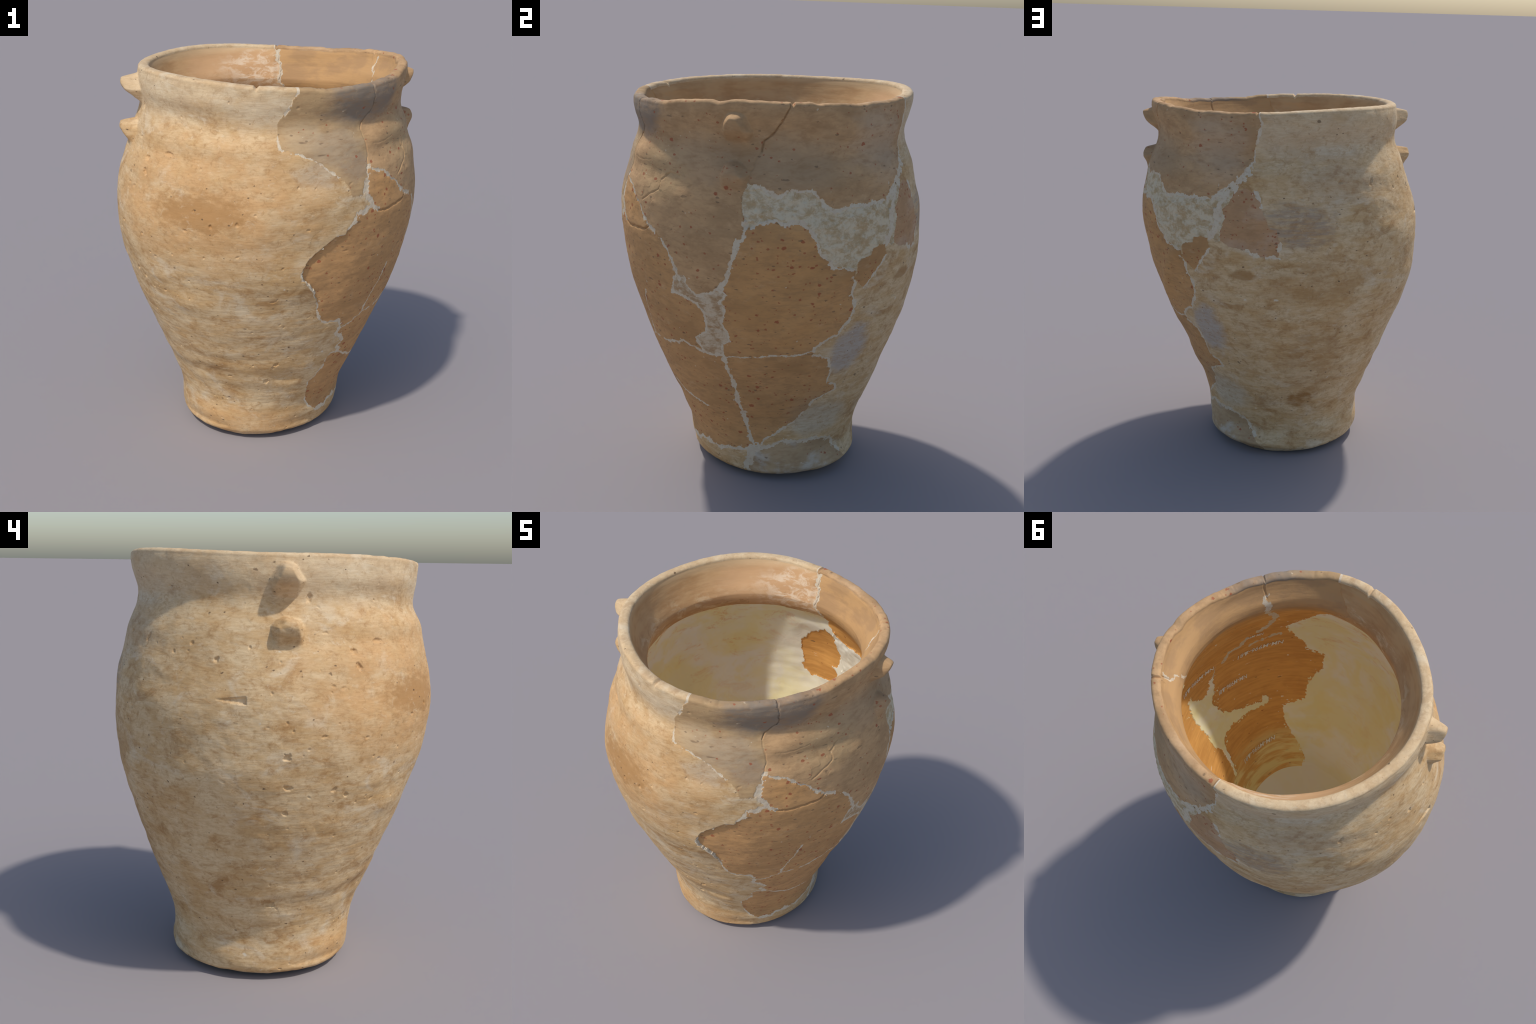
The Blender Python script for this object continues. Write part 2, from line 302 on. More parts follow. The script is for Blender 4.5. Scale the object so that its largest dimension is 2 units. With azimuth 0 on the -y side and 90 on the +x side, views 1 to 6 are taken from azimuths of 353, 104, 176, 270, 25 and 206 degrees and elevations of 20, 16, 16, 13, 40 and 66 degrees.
def inside(poly, th, z):
    idx, mid = box_of(poly, th, z, 0, 0)
    x, y = ang(th[idx], mid), z[idx]
    p = np.array([(a - mid, b) for a, b in poly])
    r = np.zeros(x.shape, bool)
    for (x0, y0), (x1, y1) in zip(p, np.roll(p, -1, 0)):
        if y0 == y1:
            continue
        c = ((y0 > y) != (y1 > y)) & (x < (x1 - x0) * (y - y0) / (y1 - y0) + x0)
        r ^= c
    m = np.zeros(th.shape, bool)
    m[idx] = r
    return m


def distance_to(line, th, z, radius, reach):
    """distance in metres to a break line, for the vertices near it; and how far along"""
    idx, mid = box_of(line, th, z, np.degrees(reach / 0.35), reach)
    x, y, R = np.radians(ang(th[idx], mid)), z[idx], radius[idx]
    best = np.full(x.shape, 9.0)
    along = np.zeros(x.shape)
    run = 0
    for (a0, b0), (a1, b1) in zip(line[:-1], line[1:]):
        ax, bx = np.radians(a0 - mid), np.radians(a1 - mid)
        dx, dy = (bx - ax) * R, (b1 - b0)
        L2 = dx * dx + dy * dy + 1e-12
        t = np.clip(((x - ax) * R * dx + (y - b0) * dy) / L2, 0, 1)
        d = np.hypot((x - ax) * R - t * dx, (y - b0) - t * dy)
        k = d < best
        best[k] = d[k]
        along[k] = (run + t * np.sqrt(L2))[k]
        run += math.hypot((bx - ax) * 0.7, dy)
    return idx, best, along


# ---------------------------------------------------------------------------
#  the wall as one continuous sheet: underside, outside, rim, inside, floor
# ---------------------------------------------------------------------------
COLS = 1400
ROWS_UNDER, ROWS_OUT, ROWS_RIM, ROWS_IN, ROWS_FLOOR = 12, 540, 20, 330, 14
theta = np.linspace(-math.pi, math.pi, COLS + 1)[:-1]
TH1 = np.degrees(theta)
crest = rim_height(theta)
pts_dir = np.stack([np.cos(theta), np.sin(theta), 0 * theta], -1)
crest = crest + 0.0035 * noise3(pts_dir, 9, 5) * sherd_side(theta) + 0.0015 * noise3(pts_dir, 25, 6) * sherd_side(theta) + 0.001 * noise3(pts_dir, 6, 7)
for a, w, d in CHIPS:
    crest = crest - d * np.clip(1.25 - np.abs(ang(TH1, a)) / w, 0, 1) * (1 + 0.3 * noise3(pts_dir, 60, 8))
LIP = 0.020


def sheet(theta2, z2, rad2):
    return np.stack([rad2 * np.cos(theta2), rad2 * np.sin(theta2), z2], -1)


# ----- outside
s = np.linspace(0, 1, ROWS_OUT)[:, None]
Z = s * (crest - LIP)[None]
TH = np.broadcast_to(theta, Z.shape)
THD = np.degrees(TH)
R = outer_radius(TH, Z)
P = sheet(TH, Z, R)
n_big, n_mid, n_fine = noise3(P, 5, 1), noise3(P, 14, 2), noise3(P, 42, 3)
n_band = noise3(P, (2.2, 2.2, 16), 4)
n_comb = noise3(P, (5, 5, 75), 9)
# ragged break lines
jag = lambda sc, sd: noise3(P, sc, sd)
THW = THD + np.degrees((0.006 * jag(32, 11) + 0.0035 * jag(85, 12)) / 0.7)
ZW = Z + 0.006 * jag(30, 13) + 0.0035 * jag(90, 14)

FILL, PLASTER, ROUGH, Y_FILL = 0, 100, 101, 102
LAB = np.zeros(Z.shape, np.int16)
lift = np.zeros(Z.shape)
for k, (poly, kind, proud) in enumerate(SHERD_OUTLINES):
    m = inside(poly, THW, ZW)
    LAB[m] = k + 1
    lift[m] = proud
m = inside(ROUGH_PATCH, THW, ZW)
m &= ~((LAB == 9) | (LAB == 8))
LAB[m] = ROUGH
lift[m] = -0.002 + 0.0035 * noise3(P[m], 32, 21) + 0.0025 * noise3(P[m], 75, 22)
m = inside(y_patch, THW, ZW)
LAB[m] = Y_FILL
lift[m] = -0.001 + 0.003 * noise3(P[m], (20, 20, 60), 23)
gap = jag(24, 31)
smear = 0.6 * jag(60, 36) + 0.55 * jag(140, 37)
wid = 1 + 0.75 * jag(38, 32) + 0.5 * jag(95, 35)
for line, w, share in PLASTER_JOINS:
    idx, d, along = distance_to(line, THW, ZW, R, 0.05)
    g, ww = gap[idx], wid[idx]
    hit = (d < w * 0.40 * ww) & (g < share * 2 - 1 + 0.35)
    hit |= (d < w * 0.95) & (smear[idx] > 0.52 + 0.25 * d / w) & (g < share * 2 - 0.5)
    sel = (idx[0][hit], idx[1][hit])
    LAB[sel] = PLASTER
    lift[sel] = -0.0006 + 0.0012 * n_fine[sel]
crackd = np.zeros(Z.shape)
for line, w, depth in OPEN_CRACKS:
    idx, d, along = distance_to(line, THD + np.degrees(0.004 * jag(45, 33) / 0.7), Z + 0.003 * jag(45, 34), R, 0.03)
    dd = depth * np.exp(-(d / (w * (0.8 + 0.35 * wid[idx] - 0.35))) ** 2)
    crackd[idx] = np.maximum(crackd[idx], dd)
old = (LAB > 0) & (LAB < 100)
restored = LAB == FILL
relief = 0.0026 * n_big + 0.0017 * n_mid + lift - crackd
relief += np.where(restored, 0.0014 * n_band + 0.0005 * n_comb * smooth(1.25, 0.9, Z) + 0.0006 * n_fine + 0.0012 * noise3(P, (22, 22, 30), 26) * (noise3(P, 7, 27) > 0.1), 0)
relief += np.where(old, 0.0008 * noise3(P, (10, 10, 40), 24) + 0.0006 * n_fine, 0)
# flaked skin of the shoulder sherd
idx, d, along = distance_to(spall_line, THD, Z, R, 0.12)
relief[idx] -= 0.002 * np.exp(-(d / 0.05) ** 2) * (noise3(P[idx], 22, 25) > 0.05)
# wiping ridges low on the restored body
relief += restored * 0.0016 * np.sin((Z * 55 + 0.6 * np.sin(TH * 2 + 1)) + 2 * n_big) * smooth(0.20, 0.3, Z) * smooth(0.75, 0.5, Z) * smooth(100, 60, np.abs(ang(THD, -140)))
# pits
rng = random.Random(7)
pits = [(rng.uniform(-180, 180), rng.uniform(0.03, 1.93), rng.uniform(0.003, 0.0065), rng.choice([1, 1, 1.4, 2.4]), rng.uniform(-0.5, 0.5)) for _ in range(330)]
pits += [(-117.5, 1.33, 0.010, 1, 0), (-108, 1.345, 0.009, 1, 0), (-160, 1.0, 0.009, 2, .4), (-176.5, 1.155, 0.017, 1.1, .8), (-176, 1.02, 0.012, 1.7, -.2), (-176.5, 0.90, 0.012, 1, 0),
         (-155, 0.97, 0.010, 1.2, 0), (-94, 0.52, 0.011, 1.6, .4), (-100, 0.40, 0.013, 1.2, .6), (178, 0.42, 0.02, 1.8, -.3), (150, 1.61, 0.008, 1.2, .4), (160, 1.55, 0.011, 1.4, .5),
         (143, 1.57, 0.008, 1, 0), (-140, 1.62, 0.010, 3, 0), (-152, 1.58, 0.014, 1.3, -.5), (-151, 1.52, 0.012, 1.8, -.7), (-168, 1.80, 0.012, 2, 1.2),
         (128, 1.62, 0.010, 2, 0.9), (112, 1.63, 0.010, 1.5, 0), (171, 1.60, 0.008, 1, 0), (105, 1.86, 0.008, 1, 0), (42.5, 1.43, 0.008, 1, 0), (7.6, 1.452, 0.016, 1.8, 0.3)]
pitd = np.zeros(Z.shape)
zrow = Z.mean(1)
for a, b, r0, el, tilt in pits:
    j0 = int((a + 180) / 360 * COLS) % COLS
    i0 = int(np.argmin(np.abs(Z[:, j0] - b)))
    hw = 14
    ii = np.arange(max(0, i0 - hw), min(ROWS_OUT, i0 + hw))
    jj = np.arange(j0 - hw, j0 + hw) % COLS
    g = np.ix_(ii, jj)
    x = np.radians(ang(THD[g], a)) * R[g]
    y = Z[g] - b
    c, sn = math.cos(tilt), math.sin(tilt)
    xx, yy = (c * x + sn * y) / el, (-sn * x + c * y)
    q = np.hypot(xx, yy) / (r0 * (1 + 0.35 * noise3(P[g], 130, 41)))
    dep = r0 * 0.75 * np.clip(1.15 - q ** 2, 0, 1)
    if 0 < LAB[i0, j0] < 100:
        dep = dep * 0.5
    pitd[g] = np.maximum(pitd[g], dep)
relief -= pitd
# the torn flake on the back shoulder: a wedge that deepens towards one side
u = (ang(THD, 160.1)) / 11.0
top, bot = 1.391 + 0.018 * u, 1.391 - 0.019 * u
flake = (u > 0) & (u < 1) & (Z < top) & (Z > bot)
relief -= np.where(flake, 0.015 * np.clip(u, 0, 1) * smooth(1.0, 0.93, u) * smooth(0, 0.5, (top - Z) / np.maximum(top - bot, 1e-4) + 0.1), 0)
# lugs
lugh = np.zeros(Z.shape)
LUGID = np.zeros(Z.shape, np.int16)
for k, (a, b, out, tip, up, down) in enumerate(LUGS):
    x = np.radians(ang(THD, a)) * R + 0.006 * n_mid
    y = Z - b + 0.005 * noise3(P, 26, 51)
    half_wide = 0.021 - 0.013 * np.clip(y / (tip + 0.5 * up), -1, 1) + 0.005 * noise3(P, 30, 52)    # narrow on top, broad below
    ax = np.maximum(0, np.abs(x) - half_wide) / 0.036
    ay = np.where(y > 0, np.maximum(0, y - tip) / up, np.maximum(0, -y - tip) / down)
    D = np.hypot(ax, ay)
    h = np.clip(1 - D, 0, 1)
    h = smooth(-0.12, 1.05, h) ** 1.05 * out * (1 - 0.10 * np.clip(np.hypot(x / 0.04, y / 0.03), 0, 1) ** 2)
    h = h + 0.005 * np.exp(-(np.maximum(0, D - 0.4) / 0.5) ** 2)
    lugh = np.maximum(lugh, h)
    LUGID[(D < 1.05)] = k + 1
relief += lugh
# dents and swellings of the wall: angle, height, half sizes (degrees, metres), amount
for a, h, wa, wh, amount in [(131, 1.51, 15, 0.075, 0.022), (129, 1.40, 10, 0.06, 0.010), (-84, 1.20, 14, 0.18, -0.012), (-87, 0.43, 10, 0.05, -0.020), (-51, 1.74, 11, 0.05, -0.017),
                             (62, 0.58, 10, 0.13, -0.016), (64, 0.27, 9, 0.06, 0.014), (80, 0.07, 14, 0.05, -0.008), (84, 1.27, 9, 0.10, -0.013), (100, 1.45, 8, 0.07, 0.010),
                             (47, 1.485, 9, 0.06, 0.014), (-134, 1.44, 13, 0.06, 0.012), (-145, 1.02, 9, 0.08, 0.010), (-141, 0.36, 9, 0.06, 0.012), (-32, 1.46, 9, 0.05, 0.011),
                             (-133, 0.88, 12, 0.06, 0.011)]:
    relief += amount * np.exp(-(ang(THD, a) / wa) ** 2 - ((Z - h) / wh) ** 2)
relief -= 0.022 * np.exp(-(ang(THD, -135) / 26) ** 2 - ((Z - 1.82) / 0.075) ** 2)   # flat place on the neck
relief -= np.where(LAB == 5, 0.016 * smooth(-60, -74, THD) * smooth(1.32, 1.2, Z) * smooth(0.85, 0.98, Z), 0)      # this sherd sits below the plaster edge
idx, d, along = distance_to([(21, 0.90), (27, 0.99), (34, 1.12), (42, 1.22)], THD, Z, R, 0.15)
relief[idx] += 0.016 * np.exp(-(d / 0.05) ** 2)                                             # a swelling across the large sherd
relief += 0.007 * smooth(0.14, 0.0, (crest - LIP)[None] - Z)      # the lip flares a little
edge_fade = smooth(0, 0.02, (crest - LIP)[None] - Z)
Ro = R + relief * (0.85 + 0.15 * edge_fade)
Zo = Z + 0.0 * Z
# uneven underside of the foot
foot_lift = 0.006 * (1 + np.cos(theta - math.radians(225))) + 0.003 * (1 + noise3(pts_dir, 5, 61)) + 0.002 * (1 + noise3(pts_dir, 16, 62))
foot_lift -= foot_lift.min()
Zo = Zo + foot_lift[None] * smooth(0.10, 0.0, Z)

# ----- inside
si = np.linspace(0, 1, ROWS_IN)[:, None] ** 1.0
ZI = (crest - LIP)[None] * (1 - si) + (FLOOR_Z + 0.12) * si
THI = np.broadcast_to(theta, ZI.shape)
THID = np.degrees(THI)
RI = inner_radius(THI, ZI)
PI = sheet(THI, ZI, RI)
TW = THID + np.degrees((0.009 * noise3(PI, 28, 71) + 0.008 * noise3(PI, 75, 72)) / 0.65)
ZWI = ZI + 0.009 * noise3(PI, 28, 73) + 0.008 * noise3(PI, 75, 74)
IN_PLASTER, IN_NECK, IN_OLD, IN_JOIN = 200, 201, 202, 203
LABI = np.full(ZI.shape, IN_PLASTER, np.int16)
depth_in = crest[None] - ZI + 0.006 * noise3(PI, 12, 75)
LABI[depth_in < NECK_STEP] = IN_NECK
lifti = np.zeros(ZI.shape)
lifti += 0.002 * (LABI == IN_PLASTER)
m = inside(INNER_OLD, TW, ZWI) | inside(INNER_PINK, TW, ZWI)
LABI[m] = IN_OLD
lifti[m] = 0.004
m = inside(INNER_PINK, TW, ZWI)
lifti[m] = 0.005
m = inside(INNER_Y, TW, ZWI)
LABI[m] = IN_PLASTER
lifti[m] = 0.0
m = inside(INNER_ISLAND, TW, ZWI) & ~inside(INNER_PINK, TW, ZWI)      # smeared backing plaster stands proud
LABI[m] = IN_PLASTER
lifti[m] = -0.003 + 0.004 * noise3(PI[m], 14, 85) + 0.003 * noise3(PI[m], 40, 86)
# flecks of plaster smeared past the edges of the old clay
fleck = 0.6 * noise3(PI, (45, 45, 80), 87) + 0.5 * noise3(PI, (120, 120, 190), 88)
TF, ZFK = TW + np.degrees(0.05 * noise3(PI, 16, 89) / 0.65), ZWI + 0.05 * noise3(PI, 16, 90)
near_edge = (LABI == IN_OLD) & (inside(INNER_Y, TF, ZFK) | ~(inside(INNER_OLD, TF, ZFK) | inside(INNER_PINK, TW, ZWI)))
LABI[near_edge & (fleck > 0.30) & (depth_in > NECK_STEP)] = IN_PLASTER
gapi, widi = noise3(PI, 24, 76), 1 + 0.6 * noise3(PI, 40, 77)
for line, w, share in INNER_JOINS:
    idx, d, along = distance_to(line, TW, ZWI, RI, 0.05)
    hit = (d < w * 0.5 * widi[idx]) & (gapi[idx] < share * 2 - 0.65)
    sel = (idx[0][hit], idx[1][hit])
    LABI[sel] = IN_JOIN
for line, w, depth in INNER_CRACKS:
    idx, d, along = distance_to(line, THID, ZI, RI, 0.03)
    lifti[idx] += depth * np.exp(-(d / w) ** 2)
relin = 0.003 * noise3(PI, 5, 81) + 0.0012 * noise3(PI, (5, 5, 30), 82) + lifti + np.where(LABI == IN_PLASTER, 0.0015 * noise3(PI, 18, 83), 0.0008 * noise3(PI, (8, 8, 40), 84))
fade_in = smooth(0, 0.03, (crest - LIP)[None] - ZI)
Ri = RI + relin * (0.3 + 0.7 * fade_in)

# ----- rim: rounded lip between the last outer and the first inner ring
t = np.linspace(0, math.pi, ROWS_RIM + 2)[1:-1][:, None]
ro, ri = Ro[-1][None], Ri[0][None]
mid, half = (ro + ri) / 2, (ro - ri) / 2
e = lambda v: np.sign(v) * np.abs(v) ** 0.8
RR = mid + half * e(np.cos(t))
ZR = (crest - LIP)[None] + LIP * e(np.sin(t))
THR = np.broadcast_to(theta, RR.shape)
PR = sheet(THR, ZR, RR)
ZR = ZR + (0.0012 * noise3(PR, 30, 91) + 0.0007 * noise3(PR, 70, 92)) * np.sin(t)

# ----- underside and floor
tu = np.linspace(0.02, 1, ROWS_UNDER + 1)[:-1][:, None]
RU = tu * Ro[0][None]
ZU = Zo[0][None] * np.clip(tu, 0, 1) ** 4 + 0.010 * (1 - tu ** 4) ** 1 * 1.0
tf = np.linspace(0, 1, ROWS_FLOOR + 1)[1:][:, None]
RFl = Ri[-1][None] * (1 - tf) ** 0.75 + 0.01 * (tf)
RFl = np.where(tf >= 1, 0.01, RFl)
ZF = FLOOR_Z + 0.12 * (1 - tf) ** 2.2 + 0 * RFl

rows_r = [RU, Ro, RR, Ri, RFl]
rows_z = [ZU, Zo, ZR, ZI, np.broadcast_to(ZF, RFl.shape)]
RAD = np.concatenate(rows_r)
HGT = np.concatenate([np.broadcast_to(a, b.shape) for a, b in zip(rows_z, rows_r)])
HGT = HGT - HGT.min()
HGT = HGT * (2.0 / HGT.max())
POS = sheet(np.broadcast_to(theta, RAD.shape), HGT, RAD)
shift = np.zeros(3)
NR = RAD.shape[0]
o0, r0_, i0_, f0 = ROWS_UNDER, ROWS_UNDER + ROWS_OUT, ROWS_UNDER + ROWS_OUT + ROWS_RIM, ROWS_UNDER + ROWS_OUT + ROWS_RIM + ROWS_IN

dth = np.roll(POS, -1, 1) - np.roll(POS, 1, 1)
dv = np.gradient(POS, axis=0)
NRM = np.cross(dth, dv)
NRM /= np.linalg.norm(NRM, axis=-1, keepdims=True) + 1e-12
NRM[0] = (0, 0, -1)
NRM[-1] = (0, 0, 1)

# what each small face of the sheet belongs to
NAMES = {}
def part(name, material):
    NAMES[len(NAMES)] = (name, material)
    return len(NAMES) - 1

p_foot, p_body, p_neck, p_rim = part('foot', 'fill'), part('body', 'fill'), part('neck', 'fill'), part('rim', 'fill')
p_sherds = [part('sherd', kind) for _, kind, _ in SHERD_OUTLINES]
p_join, p_rough, p_y = part('plaster_join', 'plaster'), part('plaster_patch', 'rough'), part('plaster_patch', 'y_fill')
p_lugs = [part('lug', 'fill'), part('lug', 'fill'), part('lug', 'neck_sherd'), part('lug', 'neck_sherd')]
p_injoin = part('plaster_join', 'plaster')
p_lining, p_inneck, p_inold, p_floor = part('inner_lining', 'lining'), part('inner_neck', 'inner_neck'), part('inner_sherd_face', 'inner_sherd'), part('floor', 'lining')

def outer_part(lab, z):
    out = np.select([z < 0.235, z < 1.765, z < 1.925], [p_foot, p_body, p_neck], p_rim)
    for k in range(len(SHERD_OUTLINES)):
        out[lab == k + 1] = p_sherds[k]
    out[lab == PLASTER], out[lab == ROUGH], out[lab == Y_FILL] = p_join, p_rough, p_y
    return out

ID = np.zeros((NR, COLS), np.int32)
ID[:o0] = outer_part(LAB[:1].repeat(ROWS_UNDER, 0), Z[:1].repeat(ROWS_UNDER, 0))
ID[o0:r0_] = outer_part(LAB, Z)
for k in range(4):
    ID[o0:r0_][LUGID == k + 1] = p_lugs[k]
ID[r0_:i0_] = outer_part(LAB[-1:].repeat(ROWS_RIM, 0), np.full((ROWS_RIM, COLS), 1.99))
ID[i0_:f0] = np.select([LABI == IN_PLASTER, LABI == IN_NECK, LABI == IN_JOIN], [p_lining, p_inneck, p_injoin], p_inold)
ID[f0:] = p_floor

# ---------------------------------------------------------------------------
#  materials
# ---------------------------------------------------------------------------
class Nodes:
    def __init__(self, name):
        self.mat = bpy.data.materials.new(name)
        self.mat.use_nodes = True
        self.nt = self.mat.node_tree
        self.nt.nodes.clear()
        self.out = self.nt.nodes.new('ShaderNodeOutputMaterial')
        self.bsdf = self.nt.nodes.new('ShaderNodeBsdfPrincipled')
        self.nt.links.new(self.bsdf.outputs[0], self.out.inputs[0])
        self.co = self.nt.nodes.new('ShaderNodeTexCoord').outputs['Object']

    def put(self, sock, v):
        if isinstance(v, bpy.types.NodeSocket):
            self.nt.links.new(v, sock)
        elif v is not None:
            sock.default_value = v

    def mapped(self, scale, loc=(0, 0, 0)):
        n = self.nt.nodes.new('ShaderNodeMapping')
        n.inputs['Scale'].default_value = scale
        n.inputs['Location'].default_value = loc
        self.nt.links.new(self.co, n.inputs['Vector'])
        return n.outputs[0]

    def noise(self, scale, detail=5, rough=0.6, distort=0.0, loc=(0, 0, 0)):
        if not isinstance(scale, tuple):
            scale = (scale,) * 3
        n = self.nt.nodes.new('ShaderNodeTexNoise')
        n.inputs['Scale'].default_value = 1
        n.inputs['Detail'].default_value = detail
        n.inputs['Roughness'].default_value = rough
        n.inputs['Distortion'].default_value = distort
        self.nt.links.new(self.mapped(scale, loc), n.inputs['Vector'])
        return n.outputs['Fac']

    def cells(self, scale, loc=(0, 0, 0)):
        if not isinstance(scale, tuple):
            scale = (scale,) * 3
        n = self.nt.nodes.new('ShaderNodeTexVoronoi')
        n.inputs['Scale'].default_value = 1
        wob = self.nt.nodes.new('ShaderNodeTexNoise')
        wob.inputs['Scale'].default_value = 2.2
        wob.inputs['Detail'].default_value = 3
        where = self.mapped(scale, loc)
        self.nt.links.new(where, wob.inputs['Vector'])
        add = self.nt.nodes.new('ShaderNodeVectorMath')
        add.operation = 'MULTIPLY_ADD'
        self.nt.links.new(wob.outputs['Color'], add.inputs[0])
        add.inputs[1].default_value = (0.55, 0.55, 0.55)
        self.nt.links.new(where, add.inputs[2])
        self.nt.links.new(add.outputs[0], n.inputs['Vector'])
        s = self.nt.nodes.new('ShaderNodeSeparateColor')
        self.nt.links.new(n.outputs['Color'], s.inputs[0])
        return n.outputs['Distance'], s.outputs[0], s.outputs[1]

    def math(self, op, a, b=None, c=None):
        n = self.nt.nodes.new('ShaderNodeMath')
        n.operation = op
        for k, v in enumerate((a, b, c)):
            if v is not None:
                self.put(n.inputs[k], v)
        return n.outputs[0]

    def step(self, v, lo, hi, a=0.0, b=1.0):
        n = self.nt.nodes.new('ShaderNodeMapRange')
        n.interpolation_type = 'SMOOTHSTEP'
        self.put(n.inputs['Value'], v)
        for key, val in (('From Min', lo), ('From Max', hi), ('To Min', a), ('To Max', b)):
            self.put(n.inputs[key], val)
        return n.outputs[0]

    def mix(self, fac, a, b):
        n = self.nt.nodes.new('ShaderNodeMix')
        n.data_type = 'RGBA'
        self.put(n.inputs['Factor'], fac)
        for s, v in ((n.inputs['A'], a), (n.inputs['B'], b)):
            pass
        ins = [i for i in n.inputs if i.type == 'RGBA']
        for s, v in zip(ins, (a, b)):
            self.put(s, v if isinstance(v, bpy.types.NodeSocket) else (*v, 1))
        return [o for o in n.outputs if o.type == 'RGBA'][0]

    def spot(self, angle, z, wide, high, ragged=0.5, scale=14, soft=0.5, radius=None):
        """soft patch of matter on the wall around (angle, height); half sizes in metres"""
        r = radius if radius is not None else float(outer_radius(np.array([math.radians(angle)]), np.array([z]))[0])
        c = (r * math.cos(math.radians(angle)) - shift[0], r * math.sin(math.radians(angle)) - shift[1], z)
        sub = self.nt.nodes.new('ShaderNodeVectorMath')
        sub.operation = 'SUBTRACT'
        self.nt.links.new(self.co, sub.inputs[0])
        sub.inputs[1].default_value = c
        mul = self.nt.nodes.new('ShaderNodeVectorMath')
        mul.operation = 'MULTIPLY'
        self.nt.links.new(sub.outputs[0], mul.inputs[0])
        mul.inputs[1].default_value = (1 / wide, 1 / wide, 1 / high)
        ln = self.nt.nodes.new('ShaderNodeVectorMath')
        ln.operation = 'LENGTH'
        self.nt.links.new(mul.outputs[0], ln.inputs[0])
        d = self.math('ADD', ln.outputs['Value'], self.math('MULTIPLY', self.math('SUBTRACT', self.noise((scale, scale, scale * 1.8), 4, 0.6), 0.5), ragged * 2))
        return self.step(d, 1.0 + soft / 2, 1.0 - soft / 2)

    def specks(self, scale, share, size, loc=(0, 0, 0)):
        d, pick, other = self.cells(scale, loc)
        big = self.math('MULTIPLY', self.math('MULTIPLY', other, size), 1.0)
        near = self.step(self.math('SUBTRACT', d, big), 0.10, -0.02)
        crowd = self.step(self.noise(4.5, 3, 0.5, 0, loc), 0.36, 0.64, share * 0.25, share * 1.9)
        return self.math('MULTIPLY', near, self.math('LESS_THAN', pick, crowd))

    def height(self):
        s = self.nt.nodes.new('ShaderNodeSeparateXYZ')
        self.nt.links.new(self.co, s.inputs[0])
        return s.outputs['Z']

    def finish(self, colour, bump, strength=0.4, distance=0.003, rough=0.75, spec=0.25):
        self.put(self.bsdf.inputs['Base Color'], colour)
        self.put(self.bsdf.inputs['Roughness'], rough)
        self.bsdf.inputs['Specular IOR Level'].default_value = spec
        b = self.nt.nodes.new('ShaderNodeBump')
        b.inputs['Strength'].default_value = strength
        b.inputs['Distance'].default_value = distance
        self.nt.links.new(bump, b.inputs['Height'])
        self.nt.links.new(b.outputs[0], self.bsdf.inputs['Normal'])
        return self.mat


